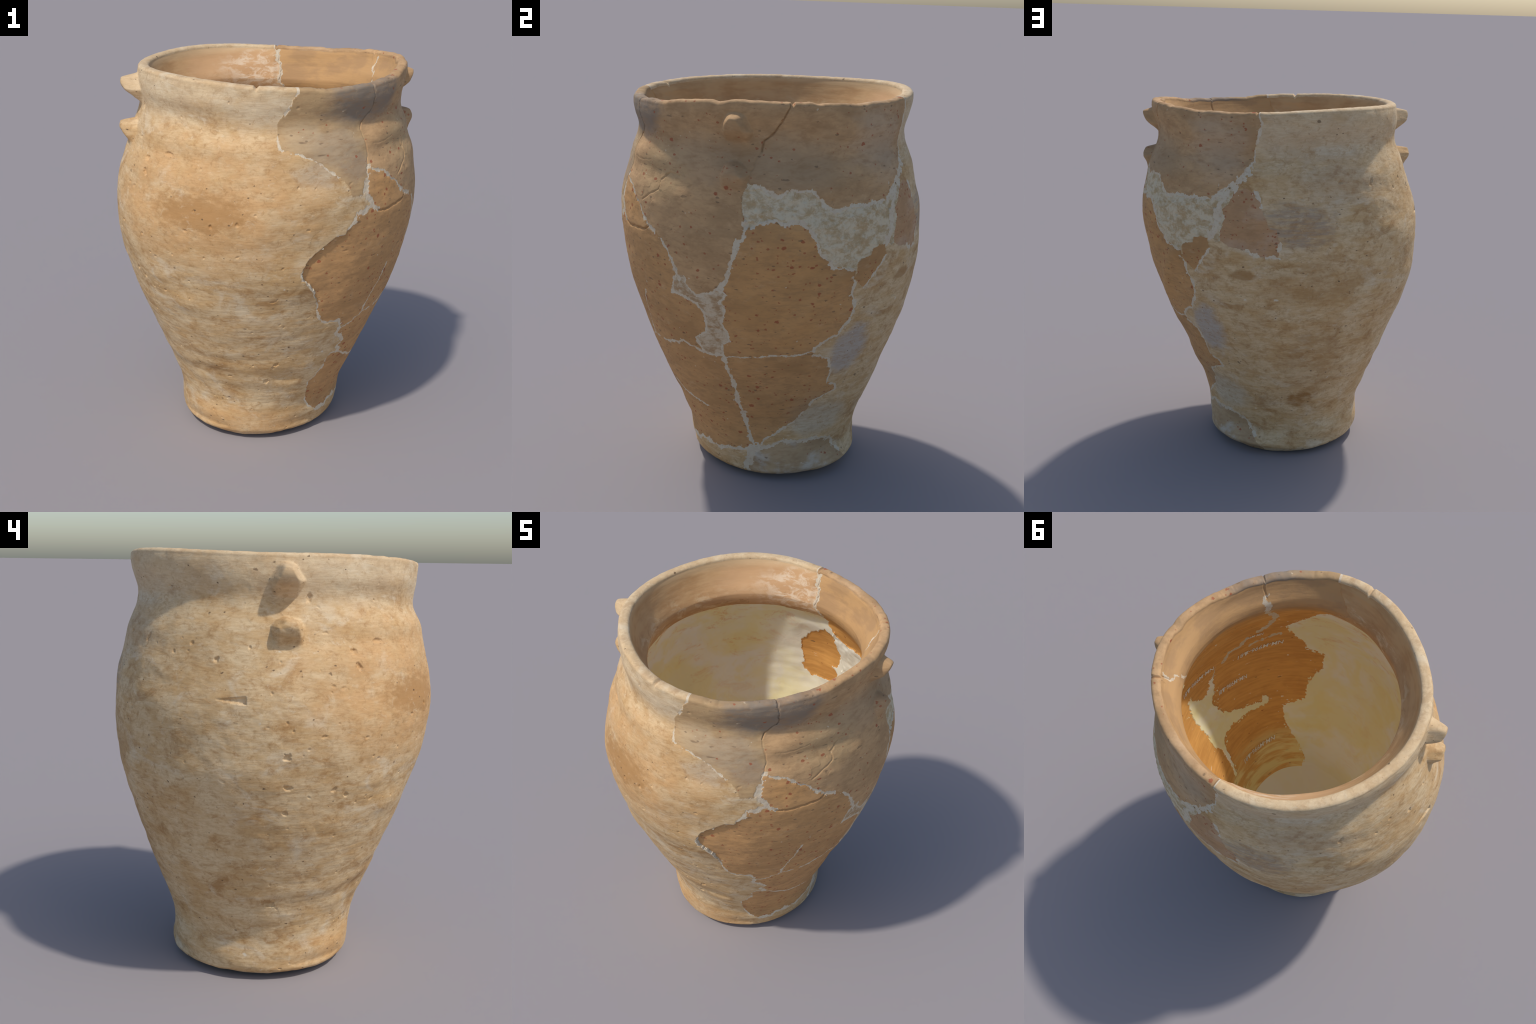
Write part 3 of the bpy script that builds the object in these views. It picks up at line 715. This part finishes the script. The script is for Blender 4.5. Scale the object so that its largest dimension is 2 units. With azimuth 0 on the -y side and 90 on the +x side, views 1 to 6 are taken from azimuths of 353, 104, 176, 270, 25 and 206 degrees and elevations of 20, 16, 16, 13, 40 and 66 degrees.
def fill_material():
    n = Nodes('toned_plaster')
    mott, streak = n.noise((5, 5, 8), 6, 0.62, 0.4), n.noise((6, 6, 24), 6, 0.68, 0.5)
    fine = n.noise((22, 22, 120), 4, 0.6)
    tone = n.math('ADD', n.math('MULTIPLY', mott, 0.55), n.math('MULTIPLY', streak, 0.45))
    c = n.mix(n.step(tone, 0.40, 0.62), C_CREAM, C_TAN)
    c = n.mix(n.math('MULTIPLY', n.step(n.noise((6, 6, 10), 8, 0.72, 0.7, (3, 1, 7)), 0.50, 0.70), 0.80), c, C_BROWN)
    c = n.mix(n.math('MULTIPLY', n.step(n.noise((18, 18, 36), 6, 0.72, 0.5, (1, 8, 7)), 0.48, 0.70), 0.48), c, C_BROWN)
    c = n.mix(n.math('MULTIPLY', n.step(n.noise((4, 4, 7), 5, 0.6, 0.6, (8, 2, 1)), 0.54, 0.70), 0.65), c, C_PALE)
    # shoulder wash and foot: warmer; neck: paler and greyer
    warm = n.math('ADD', n.spot(-125, 1.42, 0.55, 0.30, 0.5, 6, 0.9), n.math('MULTIPLY', n.spot(-120, 0.08, 0.36, 0.12, 0.6, 8, 0.9), 0.9))
    c = n.mix(n.math('MULTIPLY', warm, n.step(n.noise((8, 8, 11), 5, 0.65), 0.35, 0.6, 0.30, 0.9)), c, C_WARM)
    c = n.mix(n.math('MULTIPLY', n.spot(-122, 1.38, 0.24, 0.09, 1.0, 18, 0.9), 0.8), c, C_BROWN)
    c = n.mix(n.math('MULTIPLY', n.spot(-95, 1.83, 0.20, 0.07, 0.7, 12, 0.9), 0.5), c, C_PALE)
    c = n.mix(n.math('MULTIPLY', n.spot(-150, 1.86, 0.30, 0.10, 0.7, 9, 0.9), 0.3), c, C_PALE)
    c = n.mix(n.math('MULTIPLY', n.spot(105, 1.83, 0.40, 0.10, 0.7, 9, 0.9), 0.35), c, C_GREYPALE)
    c = n.mix(n.math('MULTIPLY', n.spot(93, 1.42, 0.20, 0.11, 0.6, 14, 0.7), n.step(n.noise((9, 9, 60), 4, 0.6), 0.35, 0.6, 0.2, 0.75)), c, C_MAUVE)
    c = n.mix(n.math('MULTIPLY', n.spot(112, 1.62, 0.24, 0.10, 0.6, 9, 0.9), 0.28), c, C_MAUVE)
    c = n.mix(n.math('MULTIPLY', n.spot(-78, 1.56, 0.10, 0.06, 0.6, 14, 0.9), 0.4), c, C_MAUVE)
    c = n.mix(n.math('MULTIPLY', n.spot(52, 0.79, 0.10, 0.16, 0.5, 10, 0.6), 0.75), c, C_GREY)
    c = n.mix(n.math('MULTIPLY', n.spot(50, 0.36, 0.16, 0.10, 0.5, 9, 0.8), 0.6), c, C_GREYPALE)
    stain = n.math('ADD', n.spot(100, 0.375, 0.075, 0.055, 0.4, 18, 0.35), n.math('MULTIPLY', n.spot(104, 0.62, 0.16, 0.30, 0.8, 12, 0.6), 0.55))
    stain = n.math('ADD', stain, n.math('MULTIPLY', n.spot(104, 1.13, 0.26, 0.12, 0.9, 10, 0.7), 0.55))
    c = n.mix(n.math('MULTIPLY', stain, n.step(n.noise((12, 12, 24), 4), 0.38, 0.6, 0.3, 0.8)), c, C_STAIN)
    c = n.mix(n.math('MULTIPLY', n.spot(72, 1.15, 0.07, 0.03, 0.8, 20, 0.6), 0.7), c, C_STAIN)
    c = n.mix(n.math('MULTIPLY', n.step(n.math('ADD', n.height(), n.math('MULTIPLY', n.noise(9, 4), 0.12)), 0.105, 0.075), 0.7), c, C_PALE)
    c = n.mix(n.math('MULTIPLY', n.step(fine, 0.40, 0.66), 0.22), c, C_BROWN)
    c = n.mix(n.math('MULTIPLY', n.step(n.noise((26, 26, 34), 8, 0.75, 0.6, (4, 3, 9)), 0.50, 0.68), 0.58), c, C_BROWN)
    c = n.mix(n.math('MULTIPLY', n.step(n.noise((20, 20, 30), 8, 0.75, 0.6, (7, 8, 1)), 0.54, 0.72), 0.45), c, C_PALE)
    c = n.mix(n.step(n.math('ADD', n.height(), n.math('MULTIPLY', n.noise((5, 5, 8), 5, 0.6), 0.5)), 1.98, 2.22, 0, 0.25), c, C_PALE)
    c = n.mix(n.math('MULTIPLY', n.specks((13, 13, 17), 0.035, 0.13, (2, 6, 3)), 0.8), c, (0.74, 0.65, 0.50))
    c = n.mix(n.math('MULTIPLY', n.specks((34, 34, 50), 0.10, 0.18), 0.8), c, C_DARK)
    c = n.mix(n.math('MULTIPLY', n.specks((16, 16, 26), 0.05, 0.14, (5, 5, 5)), 0.7), c, C_DARK)
    bump = n.math('ADD', n.math('MULTIPLY', fine, 0.6), n.math('ADD', n.math('MULTIPLY', streak, 0.5), n.math('MULTIPLY', n.noise(60, 3), 0.3)))
    return n.finish(c, bump, 0.45, 0.004, 0.72, 0.25)


def sherd_material(name, a, b, grit=1.0, grey=None, veil=None):
    n = Nodes(name)
    big, mid = n.noise((3.5, 3.5, 5), 5, 0.6, 0.3), n.noise((11, 11, 20), 6, 0.65)
    c = n.mix(n.step(n.math('ADD', n.math('MULTIPLY', big, 0.65), n.math('MULTIPLY', mid, 0.35)), 0.40, 0.62), a, b)
    if grey:
        for angle, z, w, h, k, col in grey:
            c = n.mix(n.math('MULTIPLY', n.spot(angle, z, w, h, 0.7, 8, 0.9), k), c, col)
    if veil:
        c = n.mix(n.math('MULTIPLY', n.step(n.noise((6, 6, 8), 5, 0.6, 0.3, (2, 9, 4)), 0.48, 0.66), veil[1]), c, veil[0])
    c = n.mix(n.math('MULTIPLY', n.step(n.noise((18, 18, 60), 5, 0.65), 0.45, 0.7), 0.40), c, C_SHERD_DARK)
    c = n.mix(n.math('MULTIPLY', n.step(n.noise((7, 7, 15), 7, 0.72, 0.5, (5, 9, 9)), 0.50, 0.70), 0.50), c, C_SHERD_DARK)
    c = n.mix(n.math('MULTIPLY', n.step(n.noise((13, 13, 20), 7, 0.72, 0.5, (9, 1, 4)), 0.55, 0.72), 0.35), c, (0.66, 0.44, 0.245))
    c = n.mix(n.math('MULTIPLY', n.specks((26, 26, 34), 0.20 * grit, 0.27), 0.8), c, C_RED)
    c = n.mix(n.math('MULTIPLY', n.specks((46, 46, 58), 0.26 * grit, 0.30, (3, 3, 3)), 0.7), c, C_RED)
    c = n.mix(n.math('MULTIPLY', n.specks((9, 9, 12), 0.035 * grit, 0.15, (6, 1, 2)), 0.9), c, C_RED)
    c = n.mix(n.math('MULTIPLY', n.specks((30, 30, 60), 0.17, 0.24, (1, 7, 3)), 0.6), c, C_SPECK)
    c = n.mix(n.math('MULTIPLY', n.specks((11, 11, 50), 0.09, 0.22, (4, 4, 1)), 0.55), c, C_SPECK)
    c = n.mix(n.math('MULTIPLY', n.specks((36, 36, 44), 0.04, 0.16, (9, 2, 8)), 0.6), c, C_PALE)
    bump = n.math('ADD', n.math('MULTIPLY', n.noise((20, 20, 70), 5, 0.65), 0.7), n.math('MULTIPLY', n.noise(70, 3), 0.4))
    return n.finish(c, bump, 0.40, 0.004, 0.78, 0.2)


def plaster_material(name, white, brown, amount, scale):
    n = Nodes(name)
    v = n.noise((scale, scale, scale * 1.5), 6, 0.68, 0.4)
    c = n.mix(n.math('MULTIPLY', n.step(v, 0.42, 0.62), amount), white, brown)
    c = n.mix(n.math('MULTIPLY', n.step(n.noise(70, 4, 0.6), 0.5, 0.72), 0.3), c, C_BROWN)
    bump = n.math('ADD', v, n.math('MULTIPLY', n.noise(80, 4, 0.7), 0.5))
    return n.finish(c, bump, 0.55, 0.005, 0.85, 0.15)


def lining_material():
    n = Nodes('cream_lining')
    v = n.noise((3, 3, 4), 5, 0.55, 0.5)
    c = n.mix(n.step(v, 0.40, 0.62), C_LINING, C_LINING_WHITE)
    c = n.mix(n.math('MULTIPLY', n.step(n.noise((5, 5, 6), 5, 0.6, 0.8, (4, 7, 2)), 0.50, 0.66), 0.55), c, C_LINING_OCHRE)
    # rubbed clay smears, mostly high on the restored wall
    top = n.step(n.math('ADD', n.height(), n.math('MULTIPLY', n.noise(6, 3), 0.3)), 1.15, 1.75)
    smear = n.math('MULTIPLY', n.step(n.noise((6, 6, 12), 8, 0.75, 0.5, (1, 5, 9)), 0.52, 0.68), n.math('ADD', n.math('MULTIPLY', top, 0.62), 0.16))
    c = n.mix(smear, c, C_SMEAR)
    c = n.mix(n.math('MULTIPLY', n.spot(60, 1.42, 0.46, 0.32, 0.5, 7, 0.8, 0.68), 0.9), c, C_LINING_WHITE)
    c = n.mix(n.math('MULTIPLY', n.step(n.height(), 0.55, 0.2), 0.75), c, C_LINING_GREY)
    c = n.mix(n.math('MULTIPLY', n.specks((14, 14, 20), 0.05, 0.12), 0.7), c, C_LINING_GREY)
    bump = n.math('ADD', n.noise((14, 14, 20), 5, 0.6, 0.6), n.math('MULTIPLY', n.noise(60, 3), 0.25))
    return n.finish(c, bump, 0.35, 0.006, 0.8, 0.2)


def inner_neck_material():
    n = Nodes('painted_inner_neck')
    v, st = n.noise((5, 5, 9), 6, 0.6, 0.3), n.noise((7, 7, 45), 5, 0.6)
    c = n.mix(n.step(n.math('ADD', n.math('MULTIPLY', v, 0.6), n.math('MULTIPLY', st, 0.4)), 0.4, 0.62), C_NECK_A, C_NECK_B)
    low = n.step(n.height(), 1.90, 1.80)
    c = n.mix(n.math('MULTIPLY', low, n.step(n.noise((9, 9, 22), 6, 0.7, 0.6, (2, 2, 2)), 0.5, 0.62, 0, 0.7)), c, C_CREAM)
    c = n.mix(n.math('MULTIPLY', n.spot(100, 1.86, 0.34, 0.14, 0.5, 8, 0.9, 0.58), 0.65), c, (0.64, 0.375, 0.19))
    c = n.mix(n.math('MULTIPLY', n.spot(85, 1.83, 0.20, 0.13, 0.5, 12, 0.9, 0.6), n.step(n.noise((12, 12, 26), 6, 0.72, 0.8, (7, 7, 1)), 0.44, 0.60)), c, (0.76, 0.57, 0.38))
    c = n.mix(n.math('MULTIPLY', low, n.step(n.noise((10, 10, 24), 5, 0.7, 0.6, (5, 2, 8)), 0.56, 0.68, 0, 0.5)), c, C_BROWN)
    c = n.mix(n.step(n.height(), 1.93, 1.975, 0, 0.5), c, C_CREAM)
    bump = n.math('ADD', st, n.math('MULTIPLY', n.noise(60, 3), 0.3))
    return n.finish(c, bump, 0.35, 0.004, 0.75, 0.2)


def inner_sherd_material():
    n = Nodes('inner_sherd_clay')
    v, st = n.noise((5, 5, 10), 6, 0.65, 0.3), n.noise((6, 6, 60), 5, 0.6)
    c = n.mix(n.step(n.math('ADD', n.math('MULTIPLY', v, 0.5), n.math('MULTIPLY', st, 0.5)), 0.38, 0.64), C_INNER_A, C_INNER_B)
    c = n.mix(n.math('MULTIPLY', n.specks((28, 28, 40), 0.10, 0.2), 0.7), c, C_RED)
    c = n.mix(n.math('MULTIPLY', n.specks((16, 16, 60), 0.07, 0.2, (3, 1, 1)), 0.7), c, C_SPECK)
    c = n.mix(n.math('MULTIPLY', n.specks((30, 30, 36), 0.08, 0.2, (7, 1, 1)), 0.7), c, C_LINING_WHITE)
    c = n.mix(n.math('MULTIPLY', n.step(n.noise((14, 14, 60), 5, 0.7, 0.5, (6, 6, 1)), 0.66, 0.72), 0.55), c, C_LINING_WHITE)
    ochre = n.math('MULTIPLY', n.step(n.height(), 0.62, 0.46), n.step(n.noise((4, 4, 18), 4, 0.6, 0.4), 0.42, 0.6, 0.1, 0.75))
    c = n.mix(ochre, c, C_LINING_OCHRE)
    # wall below the neck carries bounced light baked into its orange; neck inside duller
    c = n.mix(n.step(n.math('ADD', n.height(), n.math('MULTIPLY', n.noise((6, 6, 9), 4), 0.10)), 1.70, 1.80), c, n.mix(n.step(n.noise((6, 6, 14), 5), 0.4, 0.62), C_NECKSHERD_IN_A, C_NECKSHERD_IN_B))
    bump = n.math('ADD', st, n.math('MULTIPLY', n.noise(70, 3), 0.4))
    return n.finish(c, bump, 0.40, 0.004, 0.8, 0.2)


def ink_material():
    n = Nodes('white_ink')
    return n.finish(n.mix(n.step(n.noise(120, 3), 0.35, 0.6), (0.92, 0.90, 0.84), (0.82, 0.77, 0.68)), n.noise(80, 2), 0.2, 0.001, 0.8, 0.2)


C_CREAM, C_TAN, C_BROWN, C_PALE = (0.735, 0.545, 0.315), (0.61, 0.39, 0.18), (0.40, 0.21, 0.075), (0.75, 0.62, 0.43)
C_WARM, C_GREYPALE, C_MAUVE, C_GREY, C_STAIN = (0.64, 0.375, 0.165), (0.60, 0.53, 0.40), (0.38, 0.30, 0.225), (0.46, 0.42, 0.38), (0.38, 0.20, 0.07)
C_DARK, C_RED, C_SPECK, C_SHERD_DARK = (0.13, 0.075, 0.04), (0.37, 0.10, 0.045), (0.17, 0.11, 0.065), (0.36, 0.205, 0.095)
C_PLASTER = (0.70, 0.59, 0.43)
C_LINING, C_LINING_WHITE, C_LINING_OCHRE, C_LINING_GREY, C_SMEAR = (0.91, 0.83, 0.51), (0.92, 0.88, 0.75), (0.89, 0.78, 0.37), (0.83, 0.77, 0.62), (0.78, 0.45, 0.17)
C_NECK_A, C_NECK_B = (0.63, 0.385, 0.18), (0.53, 0.30, 0.13)
C_INNER_A, C_INNER_B = (0.78, 0.405, 0.12), (0.64, 0.31, 0.088)
C_NECKSHERD_IN_A, C_NECKSHERD_IN_B = (0.58, 0.34, 0.15), (0.48, 0.285, 0.135)

SMOKE = (0.235, 0.195, 0.155)
MATERIALS = {
    'fill': fill_material(),
    'neck_sherd': sherd_material('neck_sherd_clay', (0.61, 0.375, 0.185), (0.465, 0.285, 0.14), 0.5,
                                 [(-48, 1.87, 0.16, 0.10, 0.8, SMOKE), (-12, 1.70, 0.24, 0.10, 0.40, (0.44, 0.32, 0.20)), (22, 1.72, 0.2, 0.12, 0.3, (0.52, 0.39, 0.25)),
                                  (58, 1.80, 0.16, 0.16, 0.4, (0.58, 0.45, 0.32)), (-30, 1.62, 0.16, 0.12, 0.45, (0.62, 0.42, 0.21))]),
    'smoked_sherd': sherd_material('smoked_sherd_clay', (0.55, 0.365, 0.185), (0.45, 0.295, 0.15), 0.3,
                                   [(-56, 1.86, 0.20, 0.10, 0.85, SMOKE), (-70, 1.66, 0.14, 0.09, 0.5, (0.44, 0.35, 0.25)), (-84, 1.72, 0.09, 0.07, 0.4, (0.60, 0.46, 0.29)), (-62, 1.56, 0.10, 0.06, 0.5, (0.28, 0.22, 0.17))]),
    'body_sherd': sherd_material('body_sherd_clay', (0.605, 0.335, 0.14), (0.48, 0.265, 0.11), 1.35,
                                 [(-48, 1.44, 0.11, 0.06, 0.6, (0.70, 0.37, 0.14)), (45, 0.40, 0.12, 0.16, 0.45, (0.46, 0.33, 0.20)), (20, 1.1, 0.25, 0.3, 0.4, (0.68, 0.365, 0.135))]),
    'pink_sherd': sherd_material('pink_sherd_clay', (0.56, 0.325, 0.16), (0.47, 0.275, 0.14), 1.2, None, ((0.58, 0.43, 0.31), 0.4)),
    'foot_sherd': sherd_material('foot_sherd_clay', (0.56, 0.39, 0.22), (0.46, 0.31, 0.17), 0.3, None, ((0.64, 0.57, 0.46), 0.8)),
    'plaster': plaster_material('white_plaster', C_PLASTER, (0.66, 0.51, 0.35), 0.6, 16),
    'rough': plaster_material('rough_plaster', (0.70, 0.585, 0.40), (0.52, 0.37, 0.20), 0.95, 17),
    'y_fill': plaster_material('brown_plaster', (0.68, 0.54, 0.37), (0.46, 0.29, 0.15), 0.95, 15),
    'lining': lining_material(),
    'inner_neck': inner_neck_material(),
    'inner_sherd': inner_sherd_material(),
}

# ---------------------------------------------------------------------------
#  objects
# ---------------------------------------------------------------------------
jar = bpy.data.objects.new('restored_jar', None)
bpy.context.scene.collection.objects.link(jar)
jar['label'] = 'tall restored clay jar with patched sherds and lugs'
jar['category'] = 'pottery jar'

IDX = np.arange(NR * COLS).reshape(NR, COLS)
JN = np.roll(np.arange(COLS), -1)
quads = np.stack([IDX[:-1], IDX[:-1][:, JN], IDX[1:][:, JN], IDX[1:]], -1).reshape(-1, 4)
face_id = ID[:-1].reshape(-1)
flat_pos, flat_nrm = POS.reshape(-1, 3), NRM.reshape(-1, 3)


def add_mesh(name, verts, faces, normals, material, extra_fan=None):
    me = bpy.data.meshes.new(name)
    loops = faces.reshape(-1)
    starts = np.arange(len(faces)) * faces.shape[1]
    totals = np.full(len(faces), faces.shape[1])
    if extra_fan is not None:
        loops = np.concatenate([loops, extra_fan])
        starts = np.append(starts, len(faces) * faces.shape[1])
        totals = np.append(totals, len(extra_fan))
    me.vertices.add(len(verts))
    me.vertices.foreach_set('co', verts.astype(np.float32).ravel())
    me.loops.add(len(loops))
    me.loops.foreach_set('vertex_index', loops.astype(np.int32))
    me.polygons.add(len(starts))
    me.polygons.foreach_set('loop_start', starts.astype(np.int32))
    me.update(calc_edges=True)
    me.polygons.foreach_set('use_smooth', np.ones(len(starts), bool))
    me.materials.append(material)
    if normals is not None:
        me.normals_split_custom_set_from_vertices(normals.astype(np.float32))
    me.update()
    ob = bpy.data.objects.new(name, me)
    bpy.context.scene.collection.objects.link(ob)
    ob.parent = jar
    return ob


for pid, (name, mat) in NAMES.items():
    f = quads[face_id == pid]
    if not len(f):
        continue
    used, inv = np.unique(f.ravel(), return_inverse=True)
    fan = None
    if pid == p_floor:                       # close the two little centre holes
        fan = np.searchsorted(used, IDX[-1])
    if pid == p_foot:
        ring = IDX[0]
        used2 = np.union1d(used, ring)
        inv = np.searchsorted(used2, f.ravel())
        used = used2
        fan = np.searchsorted(used, ring)[::-1]
    ob = add_mesh(name, flat_pos[used], inv.reshape(-1, 4), flat_nrm[used], MATERIALS[mat], fan)
    if name in ('plaster_join',):
        ob['kind'] = 'stuff'

# inventory numbers written upside down inside, in white ink
INK = ink_material()
WRITING = [('NM-M996-\u039481', -59.2, -35.1, 1.262, 1.228), ('NM-M996-\u03948I', -38.3, -20.3, 1.044, 1.039), ('NM-M996-\u039481', -22.4, -1.1, 1.268, 1.29),
           ('NM-M996-\u039481', -46.3, -12.9, 0.511, 0.491), ('NM-M996-\u039481', -56.2, -14.0, 0.245, 0.23), ('NM-M996', -49.5, -40.0, 1.383, 1.394)]
for text, a0, a1, z0, z1 in WRITING:
    cu = bpy.data.curves.new('inscription', 'FONT')
    cu.body = text
    cu.size = 1.0
    cu.extrude = 0.0
    cu.resolution_u = 3
    cu.shear = 0.25
    cu.offset = 0.008
    ob = bpy.data.objects.new('inscription', cu)
    bpy.context.scene.collection.objects.link(ob)
    dg = bpy.context.evaluated_depsgraph_get()
    tm = bpy.data.meshes.new_from_object(ob.evaluated_get(dg))
    bpy.data.objects.remove(ob)
    co = np.empty(len(tm.vertices) * 3, np.float32)
    tm.vertices.foreach_get('co', co)
    co = co.reshape(-1, 3).astype(float)
    k = (co[:, 0] - co[:, 0].min()) / (np.ptp(co[:, 0]) + 1e-9)
    length = math.radians(a1 - a0) * 0.6
    tall = 0.032
    a = np.radians(a0 + (a1 - a0) * k)
    zz = z0 + (z1 - z0) * k - (co[:, 1] - 0.35) / 0.75 * tall
    # place on the finished inner wall
    jf = (np.degrees(a) + 180) / 360 * COLS
    jj = np.floor(jf).astype(int) % COLS
    zc = np.clip(((crest[jj] - LIP) - zz) / ((crest[jj] - LIP) - FLOOR_Z - 0.12), 0, 0.9999) * (ROWS_IN - 1)
    ii = np.floor(zc).astype(int)
    rr = np.minimum(Ri[ii, jj], Ri[np.minimum(ii + 1, ROWS_IN - 1), jj])
    rr = np.minimum(rr, Ri[ii, (jj + 1) % COLS]) - 0.0022
    for i, v in enumerate(tm.vertices):
        v.co = (rr[i] * math.cos(a[i]) - shift[0], rr[i] * math.sin(a[i]) - shift[1], zz[i])
    tm.materials.clear()
    tm.materials.append(INK)
    ob = bpy.data.objects.new('inscription', tm)
    bpy.context.scene.collection.objects.link(ob)
    ob.parent = jar
